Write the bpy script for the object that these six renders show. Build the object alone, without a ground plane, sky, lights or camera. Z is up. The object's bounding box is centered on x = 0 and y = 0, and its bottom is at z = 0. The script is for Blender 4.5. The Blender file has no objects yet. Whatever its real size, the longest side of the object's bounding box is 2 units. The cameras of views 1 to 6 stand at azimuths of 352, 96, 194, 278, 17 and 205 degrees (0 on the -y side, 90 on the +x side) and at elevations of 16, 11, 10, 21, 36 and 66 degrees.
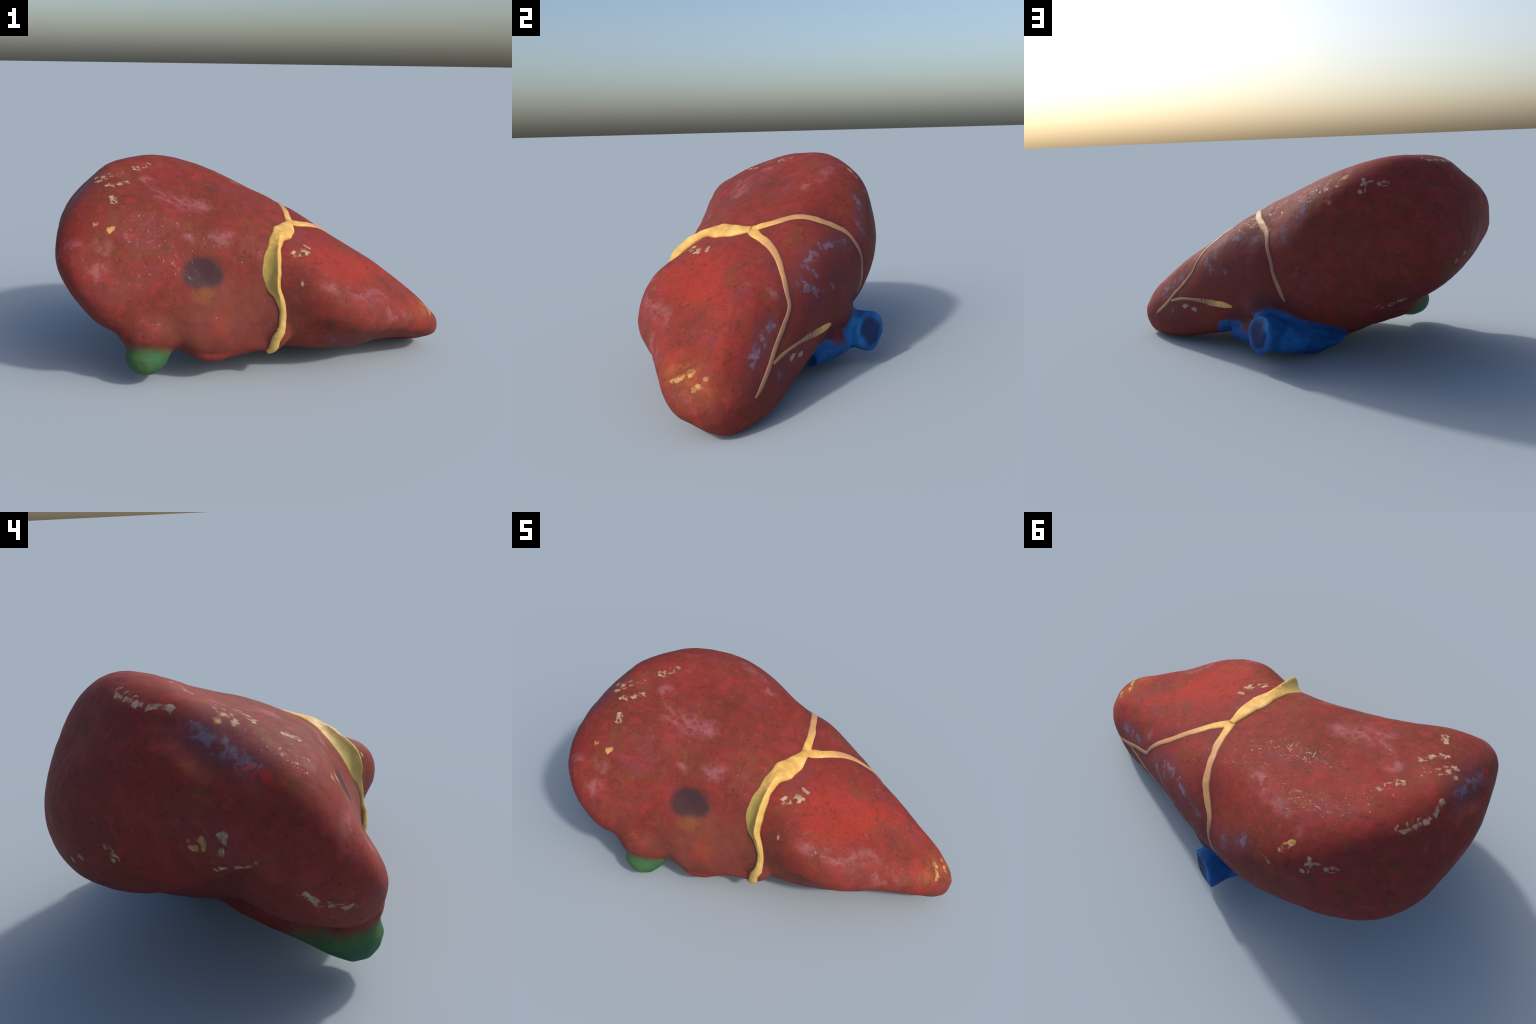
"""Anatomical liver: two big lobes with a posterior lobe, yellow suspensory
ligaments, a green gallbladder and a blue vena cava stub underneath."""
import bpy, bmesh, math
import numpy as np
from mathutils import Vector
from mathutils.bvhtree import BVHTree
from mathutils import noise as mnoise

# --------------------------------------------------------------------------
# BODY PROFILES: cross-sections across the long (x) axis of the organ
# --------------------------------------------------------------------------
RIGHT_END = (-1.000, -0.200, 0.620)
LEFT_END = (1.000, -0.170, 0.130)
SECTIONS = [
    # x, centre y, centre z, radii (cm) every 18 degrees from +y towards +z
    (-0.975, -0.184, 0.619, [15.0, 24.6, 25.3, 19.7, 16.6, 15.0, 14.0, 15.3, 17.2, 19.3, 21.2, 19.1, 13.8, 8.2, 4.0, 2.0, 2.0, 2.0, 3.7, 7.9]),
    (-0.890, -0.130, 0.616, [42.7, 42.8, 39.3, 33.4, 27.4, 26.3, 26.1, 27.6, 29.2, 30.8, 35.1, 39.2, 34.9, 26.8, 17.9, 9.5, 8.7, 13.0, 21.5, 33.3]),
    (-0.750, -0.056, 0.610, [52.2, 49.8, 44.5, 43.6, 40.5, 36.0, 33.8, 33.9, 36.7, 38.1, 41.1, 51.9, 53.6, 40.3, 27.4, 21.7, 22.7, 27.8, 39.4, 49.3]),
    (-0.550, -0.008, 0.602, [54.3, 53.2, 51.8, 50.3, 41.4, 33.4, 31.8, 33.7, 37.6, 38.2, 43.2, 50.9, 55.5, 48.8, 39.0, 36.8, 37.5, 42.7, 49.7, 53.7]),
    (-0.350, -0.015, 0.555, [56.6, 57.2, 58.6, 52.0, 38.7, 34.1, 31.2, 31.5, 35.0, 37.1, 40.6, 49.4, 62.2, 57.1, 44.9, 42.4, 45.9, 48.9, 51.6, 53.7]),
    (-0.150, -0.035, 0.495, [56.6, 57.6, 57.3, 50.1, 38.1, 34.3, 32.3, 32.5, 35.1, 36.1, 39.4, 46.9, 56.8, 51.5, 42.4, 40.3, 45.1, 47.7, 50.2, 53.4]),
    (0.050, -0.059, 0.432, [51.7, 53.2, 49.9, 46.0, 37.8, 32.7, 31.0, 31.9, 33.8, 37.5, 41.1, 44.7, 45.8, 41.8, 36.4, 34.2, 36.3, 39.9, 44.2, 48.2]),
    (0.250, -0.095, 0.360, [45.5, 47.6, 48.5, 42.9, 34.0, 29.1, 28.1, 29.4, 33.6, 43.5, 44.7, 41.1, 39.3, 33.4, 29.5, 27.5, 29.2, 33.3, 38.1, 42.3]),
    (0.450, -0.131, 0.288, [37.6, 39.3, 40.3, 35.8, 30.4, 26.5, 24.7, 25.8, 31.1, 39.3, 40.6, 33.5, 30.5, 27.3, 23.7, 22.1, 23.5, 27.6, 35.0, 37.1]),
    (0.640, -0.148, 0.231, [29.4, 28.7, 28.6, 28.5, 25.0, 21.6, 19.8, 20.7, 24.4, 28.5, 28.4, 23.1, 20.0, 18.2, 17.7, 18.4, 21.3, 26.2, 31.4, 30.6]),
    (0.800, -0.158, 0.186, [21.5, 19.7, 19.1, 19.1, 18.2, 15.4, 14.3, 15.8, 18.2, 20.6, 20.7, 17.1, 14.4, 12.7, 12.6, 14.1, 17.5, 22.1, 25.7, 24.3]),
    (0.910, -0.165, 0.155, [15.2, 13.8, 12.5, 12.2, 11.5, 10.2, 10.0, 11.1, 13.9, 15.4, 14.9, 13.1, 11.4, 10.1, 10.0, 11.3, 14.4, 17.8, 17.3, 16.0]),
    (0.975, -0.169, 0.137, [7.8, 6.5, 5.5, 5.0, 4.8, 4.9, 5.5, 6.5, 8.0, 8.6, 8.4, 7.9, 6.7, 6.1, 6.2, 7.0, 8.3, 9.1, 9.3, 8.8]),
]

# --------------------------------------------------------------------------
# LIGAMENT PATHS  (x, y, z, width, height, lean towards the left lobe)
# --------------------------------------------------------------------------
FALCIFORM = [(.196, -.060, .712, .050, .014, .0), (.160, -.150, .694, .094, .018, .0), (.120, -.213, .682, .108, .022, .1),
             (.078, -.275, .660, .075, .030, .2), (.056, -.325, .626, .080, .038, .4), (.040, -.378, .588, .092, .046, .6),
             (.030, -.425, .530, .096, .054, .7), (.036, -.452, .470, .072, .046, .6), (.058, -.470, .425, .048, .022, .3),
             (.076, -.487, .365, .040, .014, .0), (.077, -.487, .310, .040, .013, .0), (.068, -.474, .255, .044, .013, .0),
             (.048, -.462, .195, .050, .013, .0), (.022, -.474, .145, .046, .011, .0), (.010, -.478, .120, .030, .008, .0)]
LEFT_TRIANGULAR = [(.196, -.060, .712, .046, .014, 0), (.255, -.030, .694, .052, .014, 0), (.320, .021, .665, .044, .012, 0),
                   (.377, .062, .630, .036, .010, 0), (.433, .092, .587, .030, .009, 0), (.491, .112, .538, .026, .008, 0),
                   (.542, .131, .472, .024, .007, 0), (.568, .140, .418, .022, .007, 0), (.617, .122, .363, .022, .007, 0),
                   (.671, .100, .312, .022, .007, 0), (.718, .083, .269, .022, .007, 0), (.759, .069, .225, .024, .007, 0),
                   (.820, .047, .174, .022, .006, 0), (.861, .027, .142, .010, .003, 0)]
SIDE_BRANCH = [(.735, .085, .235, .016, .005, 0), (.660, .129, .257, .017, .005, 0), (.586, .172, .268, .018, .005, 0),
               (.513, .206, .272, .024, .005, 0), (.460, .232, .270, .033, .006, 0), (.407, .260, .270, .038, .006, 0),
               (.340, .292, .272, .036, .007, 0), (.300, .312, .268, .016, .003, 0)]
RIGHT_CORONARY = [(.196, -.060, .712, .050, .014, 0), (.194, .010, .731, .044, .013, 0), (.189, .076, .741, .042, .012, 0),
                  (.177, .135, .749, .042, .012, 0), (.163, .206, .742, .040, .012, 0), (.146, .272, .723, .040, .011, 0),
                  (.109, .335, .692, .038, .010, 0), (.074, .384, .656, .032, .009, 0), (.060, .425, .600, .026, .008, 0),
                  (.042, .456, .535, .022, .007, 0), (.034, .466, .474, .022, .007, 0), (.015, .467, .415, .026, .007, 0),
                  (-.001, .454, .362, .024, .006, 0), (-.011, .441, .330, .010, .003, 0)]


# --------------------------------------------------------------------------
# small spline / mesh toolkit
# --------------------------------------------------------------------------
def catmull(values, sub, closed=False):
    """Catmull-Rom samples through a list of numbers or vectors."""
    P = np.asarray(values, float)
    n = len(P)
    out = []
    for i in range(n if closed else n - 1):
        def at(j):
            if closed:
                return P[j % n]
            if j < 0:
                return 2 * P[0] - P[1]
            if j >= n:
                return 2 * P[-1] - P[-2]
            return P[j]
        a, b, c, d = at(i - 1), at(i), at(i + 1), at(i + 2)
        for k in range(sub):
            t = k / sub
            out.append(b + .5 * t * (c - a + t * (2 * a - 5 * b + 4 * c - d
                       + t * (3 * (b - c) + d - a))))
    if not closed:
        out.append(P[-1])
    return np.array(out)


def mesh_from(name, verts, faces):
    me = bpy.data.meshes.new(name)
    me.from_pydata([tuple(map(float, v)) for v in verts], [], faces)
    bm = bmesh.new()
    bm.from_mesh(me)
    bmesh.ops.recalc_face_normals(bm, faces=bm.faces)
    bm.to_mesh(me)
    bm.free()
    return me


def skin_rings(rings, start=None, end=None):
    """Faces over consecutive closed rings, optionally closed by pole points."""
    n = len(rings[0])
    verts = [tuple(p) for r in rings for p in r]
    faces = []
    for i in range(len(rings) - 1):
        for j in range(n):
            k = (j + 1) % n
            faces.append((i * n + j, i * n + k, (i + 1) * n + k, (i + 1) * n + j))
    if start is not None:
        verts.append(tuple(start))
        s = len(verts) - 1
        faces += [(s, (j + 1) % n, j) for j in range(n)]
    if end is not None:
        verts.append(tuple(end))
        e = len(verts) - 1
        o = (len(rings) - 1) * n
        faces += [(e, o + j, o + (j + 1) % n) for j in range(n)]
    return verts, faces


def loft_body():
    sub, asub = 8, 6
    nang = 20
    xs = catmull([RIGHT_END[0]] + [s[0] for s in SECTIONS] + [LEFT_END[0]], sub)
    cy = catmull([RIGHT_END[1]] + [s[1] for s in SECTIONS] + [LEFT_END[1]], sub)
    cz = catmull([RIGHT_END[2]] + [s[2] for s in SECTIONS] + [LEFT_END[2]], sub)
    rad = np.array([[0] * nang] + [s[3] for s in SECTIONS] + [[0] * nang]) / 100
    rad = catmull(rad, sub)
    rad = catmull(rad.T, asub, closed=True).T
    th = np.arange(nang * asub) * 2 * math.pi / (nang * asub)
    xs = np.clip(xs, -1, 1)
    rings = []
    for i in range(1, len(xs) - 1):
        rings.append([(xs[i], cy[i] + r * math.cos(a), cz[i] + r * math.sin(a))
                      for r, a in zip(rad[i], th)])
    return skin_rings(rings, RIGHT_END, LEFT_END)


def frame_along(path):
    tans = np.gradient(path, axis=0)
    tans /= np.linalg.norm(tans, axis=1)[:, None]
    up = np.array([0.13, 0.07, 1.0])
    s = np.cross(tans, up)
    s /= np.linalg.norm(s, axis=1)[:, None]
    return tans, s, np.cross(s, tans)


def tube(points, radii, flat=1.0, hollow=0.0, wall=.8, nseg=28, sub=6):
    """Closed tube along a spine; the first end may be opened by a cup of
    depth `hollow` with an inner radius of wall * outer radius."""
    path = catmull(points, sub)
    rr = catmull([(r,) for r in radii], sub)[:, 0]
    t, s, u = frame_along(path)

    def ring(c, k, r):
        return [c + r * (math.cos(a) * s[k] + flat * math.sin(a) * u[k])
                for a in np.arange(nseg) * 2 * math.pi / nseg]
    rings = []
    if hollow != 0:
        for d, f in ((hollow, .35), (hollow * .93, .68), (hollow * .7, .80),
                     (hollow * .35, .86), (max(hollow, 0) * .15, .92)):
            rings.append(ring(path[0] + t[0] * d, 0, rr[0] * wall * f / .9))
        rings.append(ring(path[0] - t[0] * .004, 0, rr[0] * (wall + 1) / 2))
        start = path[0] + t[0] * hollow
        end_first = 0
    else:
        for f, g in ((-.86, .5), (-.5, .86)):
            rings.append(ring(path[0] + t[0] * f * rr[0], 0, rr[0] * g))
        start = path[0] - t[0] * rr[0]
        end_first = 0
    for k in range(end_first, len(path)):
        rings.append(ring(path[k], k, rr[k]))
    k = len(path) - 1
    for f, g in ((.5, .86), (.86, .5)):
        rings.append(ring(path[k] + t[k] * f * rr[k], k, rr[k] * g))
    return skin_rings(rings, start, path[k] + t[k] * rr[k])


# --------------------------------------------------------------------------
# solids to be merged into one seamless surface
# --------------------------------------------------------------------------
solids = {}
solids["body"] = [loft_body(),
                  # pointed lip of the front margin under the falciform ligament
                  tube([(.075, -.43, .27), (.055, -.45, .20), (.028, -.463, .15), (.008, -.474, .125)],
                       [.07, .055, .033, .010]),
                  # thin lower front margin between gallbladder and ligament foot
                  tube([(-.37, -.462, .185), (-.29, -.478, .143), (-.21, -.472, .144), (-.12, -.457, .164), (-.04, -.457, .164)],
                       [.034, .034, .032, .031, .028])]
# soft shoulder of liver over the gallbladder, and the root of the vein
solids["skirt"] = [tube([(-.665, -.425, .310), (-.62, -.443, .282), (-.56, -.449, .268), (-.49, -.440, .258)], [.080, .104, .108, .10])]
solids["gallbladder"] = [tube([(-.578, -.450, .150), (-.565, -.42, .160), (-.535, -.31, .182),
                               (-.475, -.18, .178), (-.38, -.05, .168), (-.26, .07, .16)],
                              [.104, .107, .098, .086, .074, .062])]
VEIN_MOUTH = (.107, .500, .184)
solids["vein"] = [tube([VEIN_MOUTH, (.055, .438, .172), (-.01, .36, .140), (-.09, .27, .115), (-.19, .20, .120)],
                       [.103, .095, .098, .096, .085], flat=.95, hollow=-.006, wall=.70),
                  tube([(.318, .208, .114), (.25, .245, .124), (.16, .31, .138), (.03, .37, .155)],
                       [.049, .060, .076, .080], hollow=.02)]
solids["skirt"].append(tube([(.15, .345, .285), (.05, .33, .25), (-.1, .22, .22)], [.070, .085, .09]))
# ragged front margin left of the ligament foot
solids["skirt"].append(tube([(-.10, -.455, .20), (-.045, -.462, .175), (.005, -.470, .140)], [.045, .035, .014]))

src_bvh = {}
allv, allf = [], []
for key, parts in solids.items():
    kv, kf = [], []
    for v, f in parts:
        o = len(kv)
        kv += v
        kf += [tuple(i + o for i in q) for q in f]
    me = mesh_from("source_" + key, kv, kf)
    src_bvh[key] = BVHTree.FromPolygons([v.co.copy() for v in me.vertices],
                                        [tuple(p.vertices) for p in me.polygons])
    o = len(allv)
    allv += [tuple(v.co) for v in me.vertices]
    allf += [tuple(i + o for i in p.vertices) for p in me.polygons]
    bpy.data.meshes.remove(me)

me = bpy.data.meshes.new("liver_surface")
me.from_pydata(allv, [], allf)
work = bpy.data.objects.new("liver_surface", me)
bpy.context.scene.collection.objects.link(work)
rm = work.modifiers.new("remesh", 'REMESH')
rm.mode = 'VOXEL'
rm.voxel_size = 0.0075
dg = bpy.context.evaluated_depsgraph_get()
me = bpy.data.meshes.new_from_object(work.evaluated_get(dg))
bpy.data.objects.remove(work)

# relax voxel steps everywhere, and melt the joints of vein and gallbladder more
nv = len(me.vertices)
co = np.empty(nv * 3)
me.vertices.foreach_get("co", co)
co = co.reshape(-1, 3)
ed = np.empty(len(me.edges) * 2, dtype=np.int64)
me.edges.foreach_get("vertices", ed)
ed = ed.reshape(-1, 2)
deg = np.bincount(ed.ravel(), minlength=nv).astype(float)


def relax(co, amount):
    acc = np.zeros_like(co)
    for a, b in ((0, 1), (1, 0)):
        for c in range(3):
            acc[:, c] += np.bincount(ed[:, a], weights=co[ed[:, b], c], minlength=nv)
    return co + (acc / deg[:, None] - co) * amount


dist = {k: np.empty(nv) for k in src_bvh}
for i in range(nv):
    p = Vector(co[i])
    for k, b in src_bvh.items():
        d = b.find_nearest(p, .12)[3]
        dist[k][i] = .12 if d is None else d
side = np.minimum(np.minimum(dist["gallbladder"], dist["vein"]), dist["skirt"])
joint = np.clip(1 - np.maximum(side, dist["body"]) / .05, 0, 1)
joint = np.maximum(joint, np.clip(1.25 - np.maximum(dist["skirt"], dist["body"]) / .08, 0, 1))
for pair in (("gallbladder", "skirt"), ("vein", "skirt")):
    joint = np.maximum(joint, np.clip(1 - np.maximum(dist[pair[0]], dist[pair[1]]) / .04, 0, 1))
for it in range(4):
    co = relax(co, .5)
for it in range(90):
    co = relax(co, (.6 * joint)[:, None])

# faint uneven swelling of the capsule
vn = np.empty(nv * 3)
me.vertices.foreach_set("co", co.ravel())
me.update()
me.vertices.foreach_get("normal", vn)
vn = vn.reshape(-1, 3)
crease_pts = np.vstack([catmull(np.array(t)[:, :3], 6) for t in (FALCIFORM[:10], RIGHT_CORONARY)])
crease = np.full(nv, 9.0)
for q in crease_pts:
    crease = np.minimum(crease, ((co - q) ** 2).sum(1))
dip = ((co - np.array((-.305, -.425, .53))) ** 2).sum(1)
sink = .006 * np.exp(-crease / .045 ** 2) + .007 * np.exp(-dip / .055 ** 2) - .0005
for i in range(nv):
    p = Vector(co[i])
    lump = max(0.0, 1 - dist["vein"][i] / .02) if dist["body"][i] > .02 else 0.0
    h = -sink[i] + lump * .009 * mnoise.noise(p * 11.0) + .0009 * mnoise.noise(p * 30.0) + .0035 * mnoise.noise(p * 5.0) + .0016 * mnoise.noise(p * 13.0 + Vector((7, 3, 1)))
    co[i] += vn[i] * h
co[:, 2] = np.maximum(co[:, 2], 0.0)
me.vertices.foreach_set("co", co.ravel())
me.update()
me.vertices.foreach_get("normal", vn.ravel())
vn = np.array([v.normal for v in me.vertices])
skin = BVHTree.FromPolygons([Vector(c) for c in co], [tuple(p.vertices) for p in me.polygons])

def ribbon(name, table, sub=10, seed=0.0, relief=1.0):
    """A fleshy band that hugs the capsule; a lean pushes its crest sideways."""
    data = catmull(np.array(table), sub)
    path = data[:, :3]
    tans = np.gradient(path, axis=0)
    rows = []
    prof = np.linspace(-1, 1, 15)
    for k, d in enumerate(data):
        c = Vector(path[k])
        hit, n, _, _ = skin.find_nearest(c)
        t = Vector(tans[k]).normalized()
        s = t.cross(n).normalized()          # towards the left lobe when t runs forward
        if s.x < 0:
            s = -s
        w = max(d[3], .004) * (1 + .26 * mnoise.noise(Vector((k * .10 + seed, 3.1, 0))))
        h = max(d[4] * relief, .0015) * (1 + .14 * mnoise.noise(Vector((k * .12 + seed, 9.7, 0))))
        lean = d[5]
        row = []
        for q in prof:
            foot = hit + s * (q * w * .5)
            f2, n2, _, _ = skin.find_nearest(foot)
            crest = .55 * lean
            g = (q - crest) / (1 - crest) if q > crest else (crest - q) / (1 + crest)
            up = h * max(0, 1 - abs(g) ** 2.4) ** .75
            if lean > .05:                      # thin flap: hollow flank, sharp crest
                flap = (1 - abs(g)) ** (1.7 if q < crest else .8)
                up += (h * flap - up) * min(1, lean * 1.8)
            up += .0010 * mnoise.noise(Vector((q * 2.5 + seed, k * .45, 2.0)))
            if abs(q) > .99:
                up = -.004
            row.append(f2 + n2 * up + s * (lean * up * .45))
        rows.append(row)
    m = len(prof)
    verts = [p for r in rows for p in r]
    faces = []
    for i in range(len(rows) - 1):
        for j in range(m - 1):
            faces.append((i * m + j, i * m + j + 1, (i + 1) * m + j + 1, (i + 1) * m + j))
    # underside row closes the band
    o = len(verts)
    for r in rows:
        mid = (r[0] + r[-1]) / 2
        _, nn, _, _ = skin.find_nearest(mid)
        verts.append(mid - nn * .006)
    for i in range(len(rows) - 1):
        faces.append((i * m, (i + 1) * m, o + i + 1, o + i))
        faces.append((i * m + m - 1, o + i, o + i + 1, (i + 1) * m + m - 1))
    last = (len(rows) - 1) * m
    faces.append(tuple(range(m)) + (o,))
    faces.append(tuple(last + j for j in range(m))[::-1] + (o + len(rows) - 1,))
    mesh = mesh_from(name, verts, faces)
    mesh.polygons.foreach_set("use_smooth", [True] * len(mesh.polygons))
    return mesh


# --------------------------------------------------------------------------
# MATERIAL TOOLKIT
# --------------------------------------------------------------------------
class Nodes:
    def __init__(self, name):
        self.mat = bpy.data.materials.new(name)
        self.mat.use_nodes = True
        self.t = self.mat.node_tree
        self.bsdf = self.t.nodes["Principled BSDF"]
        self.co = self.t.nodes.new("ShaderNodeTexCoord").outputs["Object"]

    def _set(self, sock, v):
        if hasattr(v, "links"):
            self.t.links.new(v, sock)
        elif isinstance(v, (tuple, list)) and len(v) == 3 and sock.type == 'RGBA':
            sock.default_value = (*v, 1)
        else:
            sock.default_value = v

    def math(self, op, a, b=0.0, c=0.0, clamp=False):
        n = self.t.nodes.new("ShaderNodeMath")
        n.operation = op
        n.use_clamp = clamp
        for s, v in zip(n.inputs, (a, b, c)):
            self._set(s, v)
        return n.outputs[0]

    def vec(self, op, a, b=(0, 0, 0), out=0, scale=None):
        n = self.t.nodes.new("ShaderNodeVectorMath")
        n.operation = op
        self._set(n.inputs[0], a)
        self._set(n.inputs[1], b)
        if scale is not None:
            self._set(n.inputs["Scale"], scale)
        return n.outputs[out]

    def noise(self, scale, detail=3, rough=.55, dist=0.0, co=None, color=False, offset=None):
        n = self.t.nodes.new("ShaderNodeTexNoise")
        v = co if co is not None else self.co
        if offset is not None:
            v = self.vec('ADD', v, offset)
        self._set(n.inputs["Vector"], v)
        for k, x in (("Scale", scale), ("Detail", detail), ("Roughness", rough), ("Distortion", dist)):
            n.inputs[k].default_value = x
        return n.outputs["Color" if color else "Fac"]

    def span(self, v, lo, hi, a=0.0, b=1.0):
        n = self.t.nodes.new("ShaderNodeMapRange")
        n.interpolation_type = 'SMOOTHSTEP'
        self._set(n.inputs[0], v)
        for i, x in enumerate((lo, hi, a, b)):
            n.inputs[i + 1].default_value = x
        return n.outputs[0]

    def mix(self, f, a, b, mode='MIX'):
        n = self.t.nodes.new("ShaderNodeMix")
        n.data_type = 'RGBA'
        n.blend_type = mode
        self._set(n.inputs["Factor"], f)
        self._set(n.inputs[6], a)
        self._set(n.inputs[7], b)
        return n.outputs[2]

    def warp(self, amount, scale):
        c = self.vec('SUBTRACT', self.noise(scale, 3, color=True), (.5, .5, .5))
        return self.vec('ADD', self.co, self.vec('SCALE', c, scale=amount))

    def near(self, p, a, b=None):
        """distance from point p to a spot a, or to the segment a-b"""
        if b is None:
            return self.vec('DISTANCE', p, a, out=1)
        d = Vector(b) - Vector(a)
        ap = self.vec('SUBTRACT', p, a)
        t = self.math('DIVIDE', self.vec('DOT_PRODUCT', ap, tuple(d), out=1), max(d.length_squared, 1e-6), clamp=True)
        return self.vec('DISTANCE', ap, self.vec('SCALE', tuple(d), scale=t), out=1)

    def zone(self, p, inner, outer, a, b=None):
        return self.span(self.near(p, a, b), inner, outer, 1.0, 0.0)

    def union(self, masks):
        """masks may be a generator, so that each is merged as soon as it is made"""
        m = None
        for k in masks:
            m = k if m is None else self.math('MAXIMUM', m, k)
        return 0.0 if m is None else m

    def marks(self, p, items):
        """union of zones (inner, outer, a, b), chained so that Cycles works
        through them one after another instead of holding all of them"""
        m = None
        for inner, outer, a, b in items:
            q = p
            if m is not None:
                n = self.t.nodes.new("ShaderNodeVectorMath")
                n.operation = 'MULTIPLY_ADD'
                self._set(n.inputs[0], m)
                n.inputs[1].default_value = (1e-7, 1e-7, 1e-7)
                self._set(n.inputs[2], p)
                q = n.outputs[0]
            z = self.zone(q, inner, outer, a, b)
            m = z if m is None else self.math('MAXIMUM', m, z)
        return 0.0 if m is None else m


# Pale flecks coloured into the capsule, CREAM being wet white glints: (start, end, radius)
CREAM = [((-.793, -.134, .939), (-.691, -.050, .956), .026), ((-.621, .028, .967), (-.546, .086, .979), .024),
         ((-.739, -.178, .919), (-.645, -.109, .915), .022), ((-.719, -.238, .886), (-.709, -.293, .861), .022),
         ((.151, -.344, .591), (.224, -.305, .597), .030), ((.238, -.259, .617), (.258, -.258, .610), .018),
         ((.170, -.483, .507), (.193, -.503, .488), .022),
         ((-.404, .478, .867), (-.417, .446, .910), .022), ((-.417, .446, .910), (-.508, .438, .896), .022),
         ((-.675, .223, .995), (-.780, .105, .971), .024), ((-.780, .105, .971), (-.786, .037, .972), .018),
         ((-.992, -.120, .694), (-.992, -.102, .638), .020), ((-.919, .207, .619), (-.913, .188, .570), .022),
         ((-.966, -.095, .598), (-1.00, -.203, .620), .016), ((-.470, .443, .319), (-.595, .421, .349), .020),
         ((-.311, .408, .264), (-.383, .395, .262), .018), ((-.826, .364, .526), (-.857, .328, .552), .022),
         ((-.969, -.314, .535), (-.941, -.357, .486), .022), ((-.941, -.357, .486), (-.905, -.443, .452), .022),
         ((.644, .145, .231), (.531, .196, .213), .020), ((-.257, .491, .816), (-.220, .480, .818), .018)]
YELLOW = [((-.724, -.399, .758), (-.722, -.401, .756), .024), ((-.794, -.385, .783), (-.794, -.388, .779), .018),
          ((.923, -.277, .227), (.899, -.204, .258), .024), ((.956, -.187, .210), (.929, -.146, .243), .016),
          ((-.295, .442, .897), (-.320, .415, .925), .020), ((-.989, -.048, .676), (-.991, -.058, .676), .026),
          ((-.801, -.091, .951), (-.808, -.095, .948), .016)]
LILAC = [((.294, .271, .631), (.141, .371, .618), .026), ((.411, .203, .564), (.348, .236, .605), .030),  # bluish sky reflections, painted as greyish-lilac flecks
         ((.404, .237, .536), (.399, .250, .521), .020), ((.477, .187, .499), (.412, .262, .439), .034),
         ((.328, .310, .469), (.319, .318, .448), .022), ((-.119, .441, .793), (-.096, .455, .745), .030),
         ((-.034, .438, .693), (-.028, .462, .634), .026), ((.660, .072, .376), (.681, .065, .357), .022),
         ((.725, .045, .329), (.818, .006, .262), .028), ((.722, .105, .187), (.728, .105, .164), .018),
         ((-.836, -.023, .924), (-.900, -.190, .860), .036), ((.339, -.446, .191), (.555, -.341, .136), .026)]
PINK = [((.313, -.489, .491), (.490, -.465, .410), .055), ((.643, -.426, .292), (.725, -.400, .229), .050),
        ((-.311, .359, .955), (-.066, .208, .862), .045), ((-.185, -.343, .683), (-.220, -.343, .684), .050),
        ((-.356, -.340, .714), (-.335, -.347, .697), .035), ((-.896, -.440, .683), (-.921, -.447, .659), .060),
        ((-.792, -.500, .559), (-.774, -.436, .678), .050), ((-.47, -.18, .853), (-.28, -.17, .809), .070),
        ((-.56, -.05, .925), (-.50, -.12, .89), .050), ((.62, -.36, .36), (.50, -.44, .40), .050), ((.554, .066, .509), (.579, .076, .481), .030)]


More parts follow.
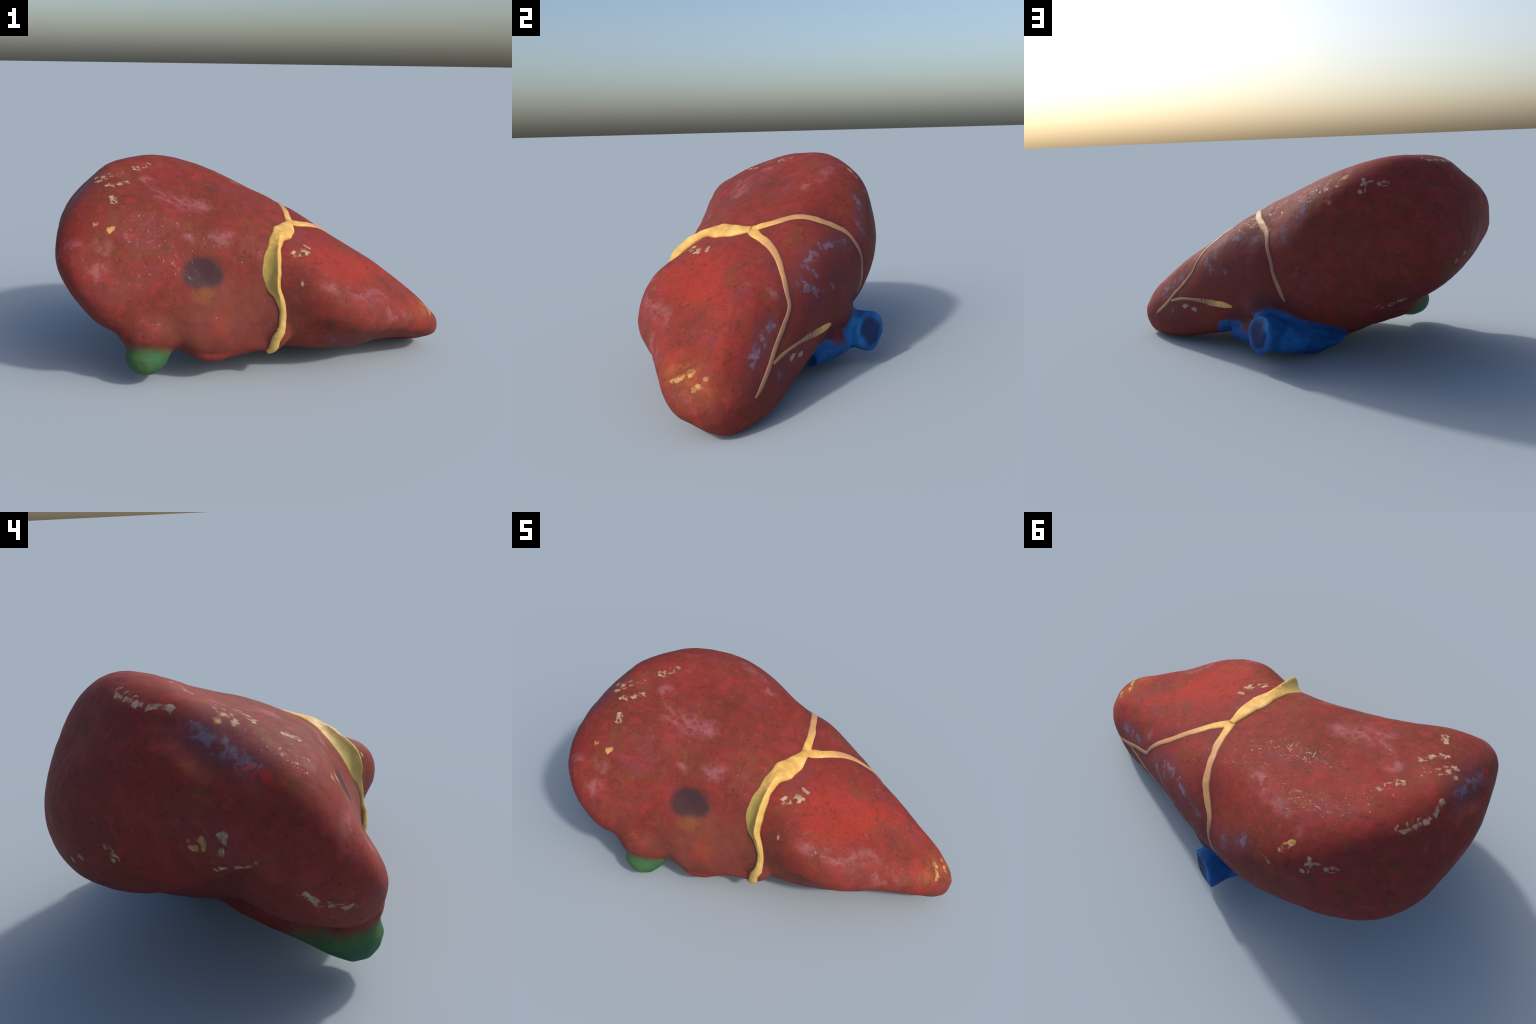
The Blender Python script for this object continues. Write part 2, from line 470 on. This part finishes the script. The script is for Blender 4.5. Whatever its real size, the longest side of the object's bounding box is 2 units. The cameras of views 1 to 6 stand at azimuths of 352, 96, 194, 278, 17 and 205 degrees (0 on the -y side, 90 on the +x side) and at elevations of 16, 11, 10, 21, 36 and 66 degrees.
def liver_tissue(name, lo, hi):
    """Capsule colour: mottled red-brown, stained green and blue at the joints.
    Only marks that lie on the part (its box lo-hi) are laid out."""
    N = Nodes(name)

    def close(a, b):
        c = (np.array(a[:3]) + np.array(b[:3])) / 2
        return bool(np.all(c > lo - .12) and np.all(c < hi + .12))
    soft = N.warp(.10, 4.0)
    fine = N.warp(.035, 14.0)
    big = N.noise(2.6, 4, .6, .3)
    mid = N.noise(7.0, 4, .62, .5, offset=(3, 1, 8))
    blot = N.noise(15, 4, .65, .7, offset=(8, 3, 5))
    small = N.noise(26, 3, .6, offset=(5, 5, 2))
    grain = N.noise(80, 2, .6)
    bright = N.zone(soft, .10, .34, (.38, -.32, .50), (.80, -.26, .28))  # base red lightened where the left lobe faces the sun
    red = N.mix(bright, (.192, .027, .022), (.285, .031, .021))
    col = N.mix(N.span(big, .36, .66), red, (.150, .031, .022))
    col = N.mix(N.math('MULTIPLY', N.span(mid, .50, .70), .75), col, (.150, .046, .020))
    col = N.mix(N.math('MULTIPLY', N.span(N.noise(6.0, 4, .62, .6, offset=(9, 2, 4)), .50, .70), .60), col, (.165, .036, .044))
    col = N.mix(N.math('MULTIPLY', N.span(blot, .51, .66), .60), col, (.250, .032, .032))
    col = N.mix(N.math('MULTIPLY', N.span(blot, .47, .32), .55), col, (.110, .026, .018))
    col = N.mix(N.math('MULTIPLY', N.span(small, .56, .76), .30), col, (.250, .085, .070))
    col = N.mix(N.math('MULTIPLY', N.span(grain, .52, .72), .38), col, (.095, .015, .013))
    # tiny dark pits scattered over the capsule
    pit = N.t.nodes.new("ShaderNodeTexVoronoi")
    pit.inputs["Scale"].default_value = 34
    N._set(pit.inputs["Vector"], fine)
    col = N.mix(N.math('MULTIPLY', N.span(pit.outputs["Distance"], .10, .30, 1.0, 0.0), N.span(blot, .44, .58, .42, .0)), col, (.075, .014, .012))
    # violet haze around the bluish flecks of the rear
    haze = N.marks(soft, [(r * .4, r * 3.0, a, b) for a, b, r in LILAC if close(a, b)])
    col = N.mix(N.math('MULTIPLY', haze, N.span(mid, .35, .62, .25, .60)), col, (.125, .042, .058))
    # brownish, bruised front of the right lobe and bright cap of the left lobe
    bruise = N.union([N.zone(soft, .06, .30, (-.22, -.47, .36), (-.05, -.46, .33)),
                      N.zone(soft, .02, .14, (-.42, -.50, .30), (-.25, -.50, .22))])
    col = N.mix(N.math('MULTIPLY', bruise, .62), col, N.mix(N.span(mid, .40, .62), (.120, .036, .028), (.165, .050, .034)))
    # dusky posterior field between the coronary leaves
    dusk = N.zone(soft, .08, .26, (.16, .36, .52), (.42, .20, .42))
    col = N.mix(N.math('MULTIPLY', dusk, .55), col, (.125, .028, .030))
    col = N.mix(N.math('MULTIPLY', N.zone(soft, .05, .16, (.80, .05, .18), (.62, .14, .20)), .45), col, (.130, .028, .032))
    # round dusky patch on the front that runs out into olive and faint scarlet
    spot = N.zone(N.warp(.045, 11.0), .058, .096, (-.325, -.424, .540), (-.285, -.424, .538))
    col = N.mix(N.math('MULTIPLY', spot, .88), col, N.mix(N.span(blot, .40, .58), (.046, .021, .021), (.034, .022, .034)))
    ochre = N.zone(fine, .0, .075, (-.320, -.455, .435), (-.285, -.452, .445))
    col = N.mix(N.math('MULTIPLY', ochre, .80), col, N.mix(N.span(blot, .42, .60), (.075, .046, .018), (.200, .070, .025)))
    col = N.mix(N.math('MULTIPLY', N.zone(fine, .0, .075, (-.233, -.477, .340), (-.235, -.503, .285)), .38), col, (.270, .028, .016))
    # pale pinkish bloom
    bloom = N.marks(soft, [(r * .15, r * 1.35, a, b) for a, b, r in PINK if close(a, b)])
    bloom = N.math('MULTIPLY', bloom, N.span(N.noise(16, 4, .65, offset=(1, 7, 3)), .40, .66))
    col = N.mix(N.math('MULTIPLY', bloom, .50), col, (.330, .130, .150))
    tip = N.zone(soft, .02, .12, (.87, -.26, .27), (.93, -.18, .22))
    col = N.mix(N.math('MULTIPLY', tip, N.span(small, .40, .62, .15, .55)), col, (.330, .090, .030))
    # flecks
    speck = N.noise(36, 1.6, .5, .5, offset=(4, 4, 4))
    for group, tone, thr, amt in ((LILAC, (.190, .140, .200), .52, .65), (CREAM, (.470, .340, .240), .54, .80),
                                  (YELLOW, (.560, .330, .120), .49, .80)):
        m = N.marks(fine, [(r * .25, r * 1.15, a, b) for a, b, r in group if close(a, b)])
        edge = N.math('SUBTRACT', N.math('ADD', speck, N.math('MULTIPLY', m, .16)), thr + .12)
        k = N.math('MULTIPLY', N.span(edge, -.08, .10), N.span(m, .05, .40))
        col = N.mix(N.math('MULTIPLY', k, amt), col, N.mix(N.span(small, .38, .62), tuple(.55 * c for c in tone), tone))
    # torn scarlet scratch on the right flank
    k = N.math('MULTIPLY', N.zone(fine, .006, .028, (-.913, -.191, .845), (-.920, -.268, .810)), N.span(speck, .45, .55))
    col = N.mix(N.math('MULTIPLY', k, .8), col, (.36, .025, .015))
    # dark seams that accompany the ligaments
    seam = N.marks(fine, [(.018, .065, a[:3], b[:3]) for tab in (FALCIFORM[:12:2], RIGHT_CORONARY[::2], LEFT_TRIANGULAR[:9:2])
                          for a, b in zip(tab[:-1], tab[1:]) if close(a, b)])
    col = N.mix(N.math('MULTIPLY', seam, .45), col, (.105, .024, .028))
    rough = N.span(small, .3, .7, .58, .72)

    # green gallbladder
    wob = N.vec('ADD', fine, (0, 0, 0))
    gd = N.zone(N.vec('ADD', wob, N.vec('SCALE', N.vec('SUBTRACT', soft, N.co), scale=.45)), .105, .172, (-.590, -.458, .100), (-.53, -.36, .105))
    gcol = N.mix(N.span(N.noise(9, 4, .6, offset=(2, 2, 2)), .35, .68), (.030, .108, .048), (.066, .135, .045))
    gcol = N.mix(N.math('MULTIPLY', N.zone(soft, .02, .10, (-.665, -.46, .10)), .6), gcol, (.022, .100, .085))
    col = N.mix(gd, col, gcol)
    # blue vein
    fringe = N.union([N.zone(fine, .10, .22, VEIN_MOUTH, (.08, .42, .20)), N.zone(fine, .06, .15, (.25, .25, .16))])
    col = N.mix(N.math('MULTIPLY', fringe, .55), col, (.045, .022, .045))
    vd = N.union([N.zone(fine, .128, .165, (.112, .520, .170), (.02, .42, .125)),
                  N.zone(fine, .125, .150, (.02, .41, .095), (-.17, .31, .090)),
                  N.zone(fine, .080, .105, (.335, .205, .100), (.10, .33, .100))])
    vcol = N.mix(N.span(N.noise(8, 4, .6, .4, offset=(6, 1, 2)), .34, .68), (.010, .060, .210), (.014, .125, .360))
    vcol = N.mix(N.math('MULTIPLY', N.span(N.noise(20, 3, .6), .55, .75), .5), vcol, (.008, .030, .110))
    vcol = N.mix(N.math('MULTIPLY', N.zone(fine, .050, .088, (.118, .508, .182)), .92), vcol, (.012, .018, .070))  # dark navy disc painted on the closed mouth, shade of a hollow
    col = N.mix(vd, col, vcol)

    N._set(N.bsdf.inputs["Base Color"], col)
    N._set(N.bsdf.inputs["Roughness"], rough)
    N.bsdf.inputs["Specular IOR Level"].default_value = .10
    N.bsdf.inputs["Coat Weight"].default_value = .035
    N.bsdf.inputs["Coat Roughness"].default_value = .13
    b = N.t.nodes.new("ShaderNodeBump")
    b.inputs["Strength"].default_value = .28
    b.inputs["Distance"].default_value = .006
    N._set(b.inputs["Height"], N.math('ADD', N.math('MULTIPLY', small, .6), N.math('MULTIPLY', grain, .25)))
    N.t.links.new(b.outputs[0], N.bsdf.inputs["Normal"])
    # wet film over fine puckers breaks the sun into small glints
    w = N.t.nodes.new("ShaderNodeBump")
    w.inputs["Strength"].default_value = .75
    w.inputs["Distance"].default_value = .012
    N._set(w.inputs["Height"], N.noise(22, 2, .5, .8, offset=(2, 9, 6)))
    N.t.links.new(w.outputs[0], N.bsdf.inputs["Coat Normal"])
    return N.mat


def ligament_fat(name):
    N = Nodes(name)
    fib = N.noise(11, 5, .65, 1.2)
    col = N.mix(N.span(fib, .34, .66), (.520, .290, .070), (.680, .430, .130))
    col = N.mix(N.math('MULTIPLY', N.span(N.noise(30, 3, .6, offset=(4, 0, 2)), .52, .75), .5), col, (.420, .230, .080))
    green = N.zone(N.warp(.05, 8), .02, .11, (.0, -.44, .47), (.02, -.39, .57))
    col = N.mix(N.math('MULTIPLY', green, .6), col, (.360, .310, .070))
    low = N.zone(N.warp(.05, 8), .05, .15, (.07, -.49, .40), (.03, -.475, .16))
    col = N.mix(N.math('MULTIPLY', low, .55), col, (.480, .330, .100))
    # the thin rear branches fade to a dull pinkish tan
    mid = N.union([N.zone(N.warp(.05, 8), .10, .22, (.17, .22, .74), (.08, .40, .66)),
                   N.zone(N.warp(.05, 8), .08, .20, (.42, .09, .60), (.56, .13, .45))])
    col = N.mix(N.math('MULTIPLY', mid, .70), col, (.380, .185, .105))
    rear = N.union([N.zone(N.warp(.05, 8), .10, .24, (.60, .13, .37), (.85, .03, .15)),
                    N.zone(N.warp(.05, 8), .08, .20, (.05, .46, .55), (.0, .45, .35)),
                    N.zone(N.warp(.05, 8), .03, .14, (.64, .14, .262), (.50, .215, .270))])
    col = N.mix(N.math('MULTIPLY', rear, .85), col, (.235, .115, .080))
    N._set(N.bsdf.inputs["Base Color"], col)
    N.bsdf.inputs["Roughness"].default_value = .5
    N.bsdf.inputs["Specular IOR Level"].default_value = .3
    b = N.t.nodes.new("ShaderNodeBump")
    b.inputs["Strength"].default_value = .3
    b.inputs["Distance"].default_value = .006
    N._set(b.inputs["Height"], fib)
    N.t.links.new(b.outputs[0], N.bsdf.inputs["Normal"])
    return N.mat


# --------------------------------------------------------------------------
# SPLIT THE SEAMLESS SURFACE INTO NAMED PARTS
# --------------------------------------------------------------------------
def cut_x(table, p):
    """x of a ligament line at the y of point p"""
    pts = sorted(((t[1], t[0]) for t in table))
    return float(np.interp(p[1], [a for a, _ in pts], [b for _, b in pts]))


def region_of(p, dg, dv, db):
    if dg < db and dg < dv:
        return "gallbladder"
    if dv < db:
        return "vena_cava"
    if p[1] < -.06:
        return "right_lobe" if p[0] < cut_x(FALCIFORM, p) else "left_lobe"
    if p[0] < cut_x(RIGHT_CORONARY, p):
        return "right_lobe"
    # behind the junction: left of the triangular ligament line or between the leaves
    line = sorted(((t[0], t[1]) for t in LEFT_TRIANGULAR))
    yl = float(np.interp(p[0], [a for a, _ in line], [b for _, b in line]))
    return "left_lobe" if p[1] < yl or p[0] > .84 else "caudate_lobe"


regions = {}
for poly in me.polygons:
    vs = list(poly.vertices)
    c = co[vs].mean(axis=0)
    key = region_of(c, dist["gallbladder"][vs].mean(), dist["vein"][vs].mean(),
                    min(dist["body"][vs].mean(), dist["skirt"][vs].mean()))
    regions.setdefault(key, []).append(vs)

root = bpy.data.objects.new("liver", None)
root.empty_display_size = .2
bpy.context.scene.collection.objects.link(root)
root["label"] = "mottled dark red liver with yellow ligaments, green gallbladder, blue vein"
root["category"] = "human organ"


def add_part(name, mesh, mat):
    ob = bpy.data.objects.new(name, mesh)
    ob.parent = root
    mesh.materials.clear()
    mesh.materials.append(mat)
    bpy.context.scene.collection.objects.link(ob)
    return ob


for key, polys in regions.items():
    used = np.unique(np.concatenate([np.array(p) for p in polys]))
    lut = {int(v): i for i, v in enumerate(used)}
    m = bpy.data.meshes.new(key)
    m.from_pydata([tuple(co[v]) for v in used], [], [[lut[v] for v in p] for p in polys])
    m.polygons.foreach_set("use_smooth", [True] * len(m.polygons))
    m.normals_split_custom_set_from_vertices([tuple(vn[v]) for v in used])
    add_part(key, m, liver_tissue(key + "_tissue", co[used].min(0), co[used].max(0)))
bpy.data.meshes.remove(me)

fat = ligament_fat("ligament_fat")
add_part("falciform_ligament", ribbon("falciform_ligament", FALCIFORM, seed=1.3), fat)
add_part("triangular_ligament", ribbon("triangular_ligament", LEFT_TRIANGULAR, seed=4.1, relief=.55), fat)
add_part("coronary_ligament", ribbon("coronary_ligament", RIGHT_CORONARY, seed=7.7, relief=.5), fat)
add_part("ligament_branch", ribbon("ligament_branch", SIDE_BRANCH, seed=9.2, relief=.5), fat)
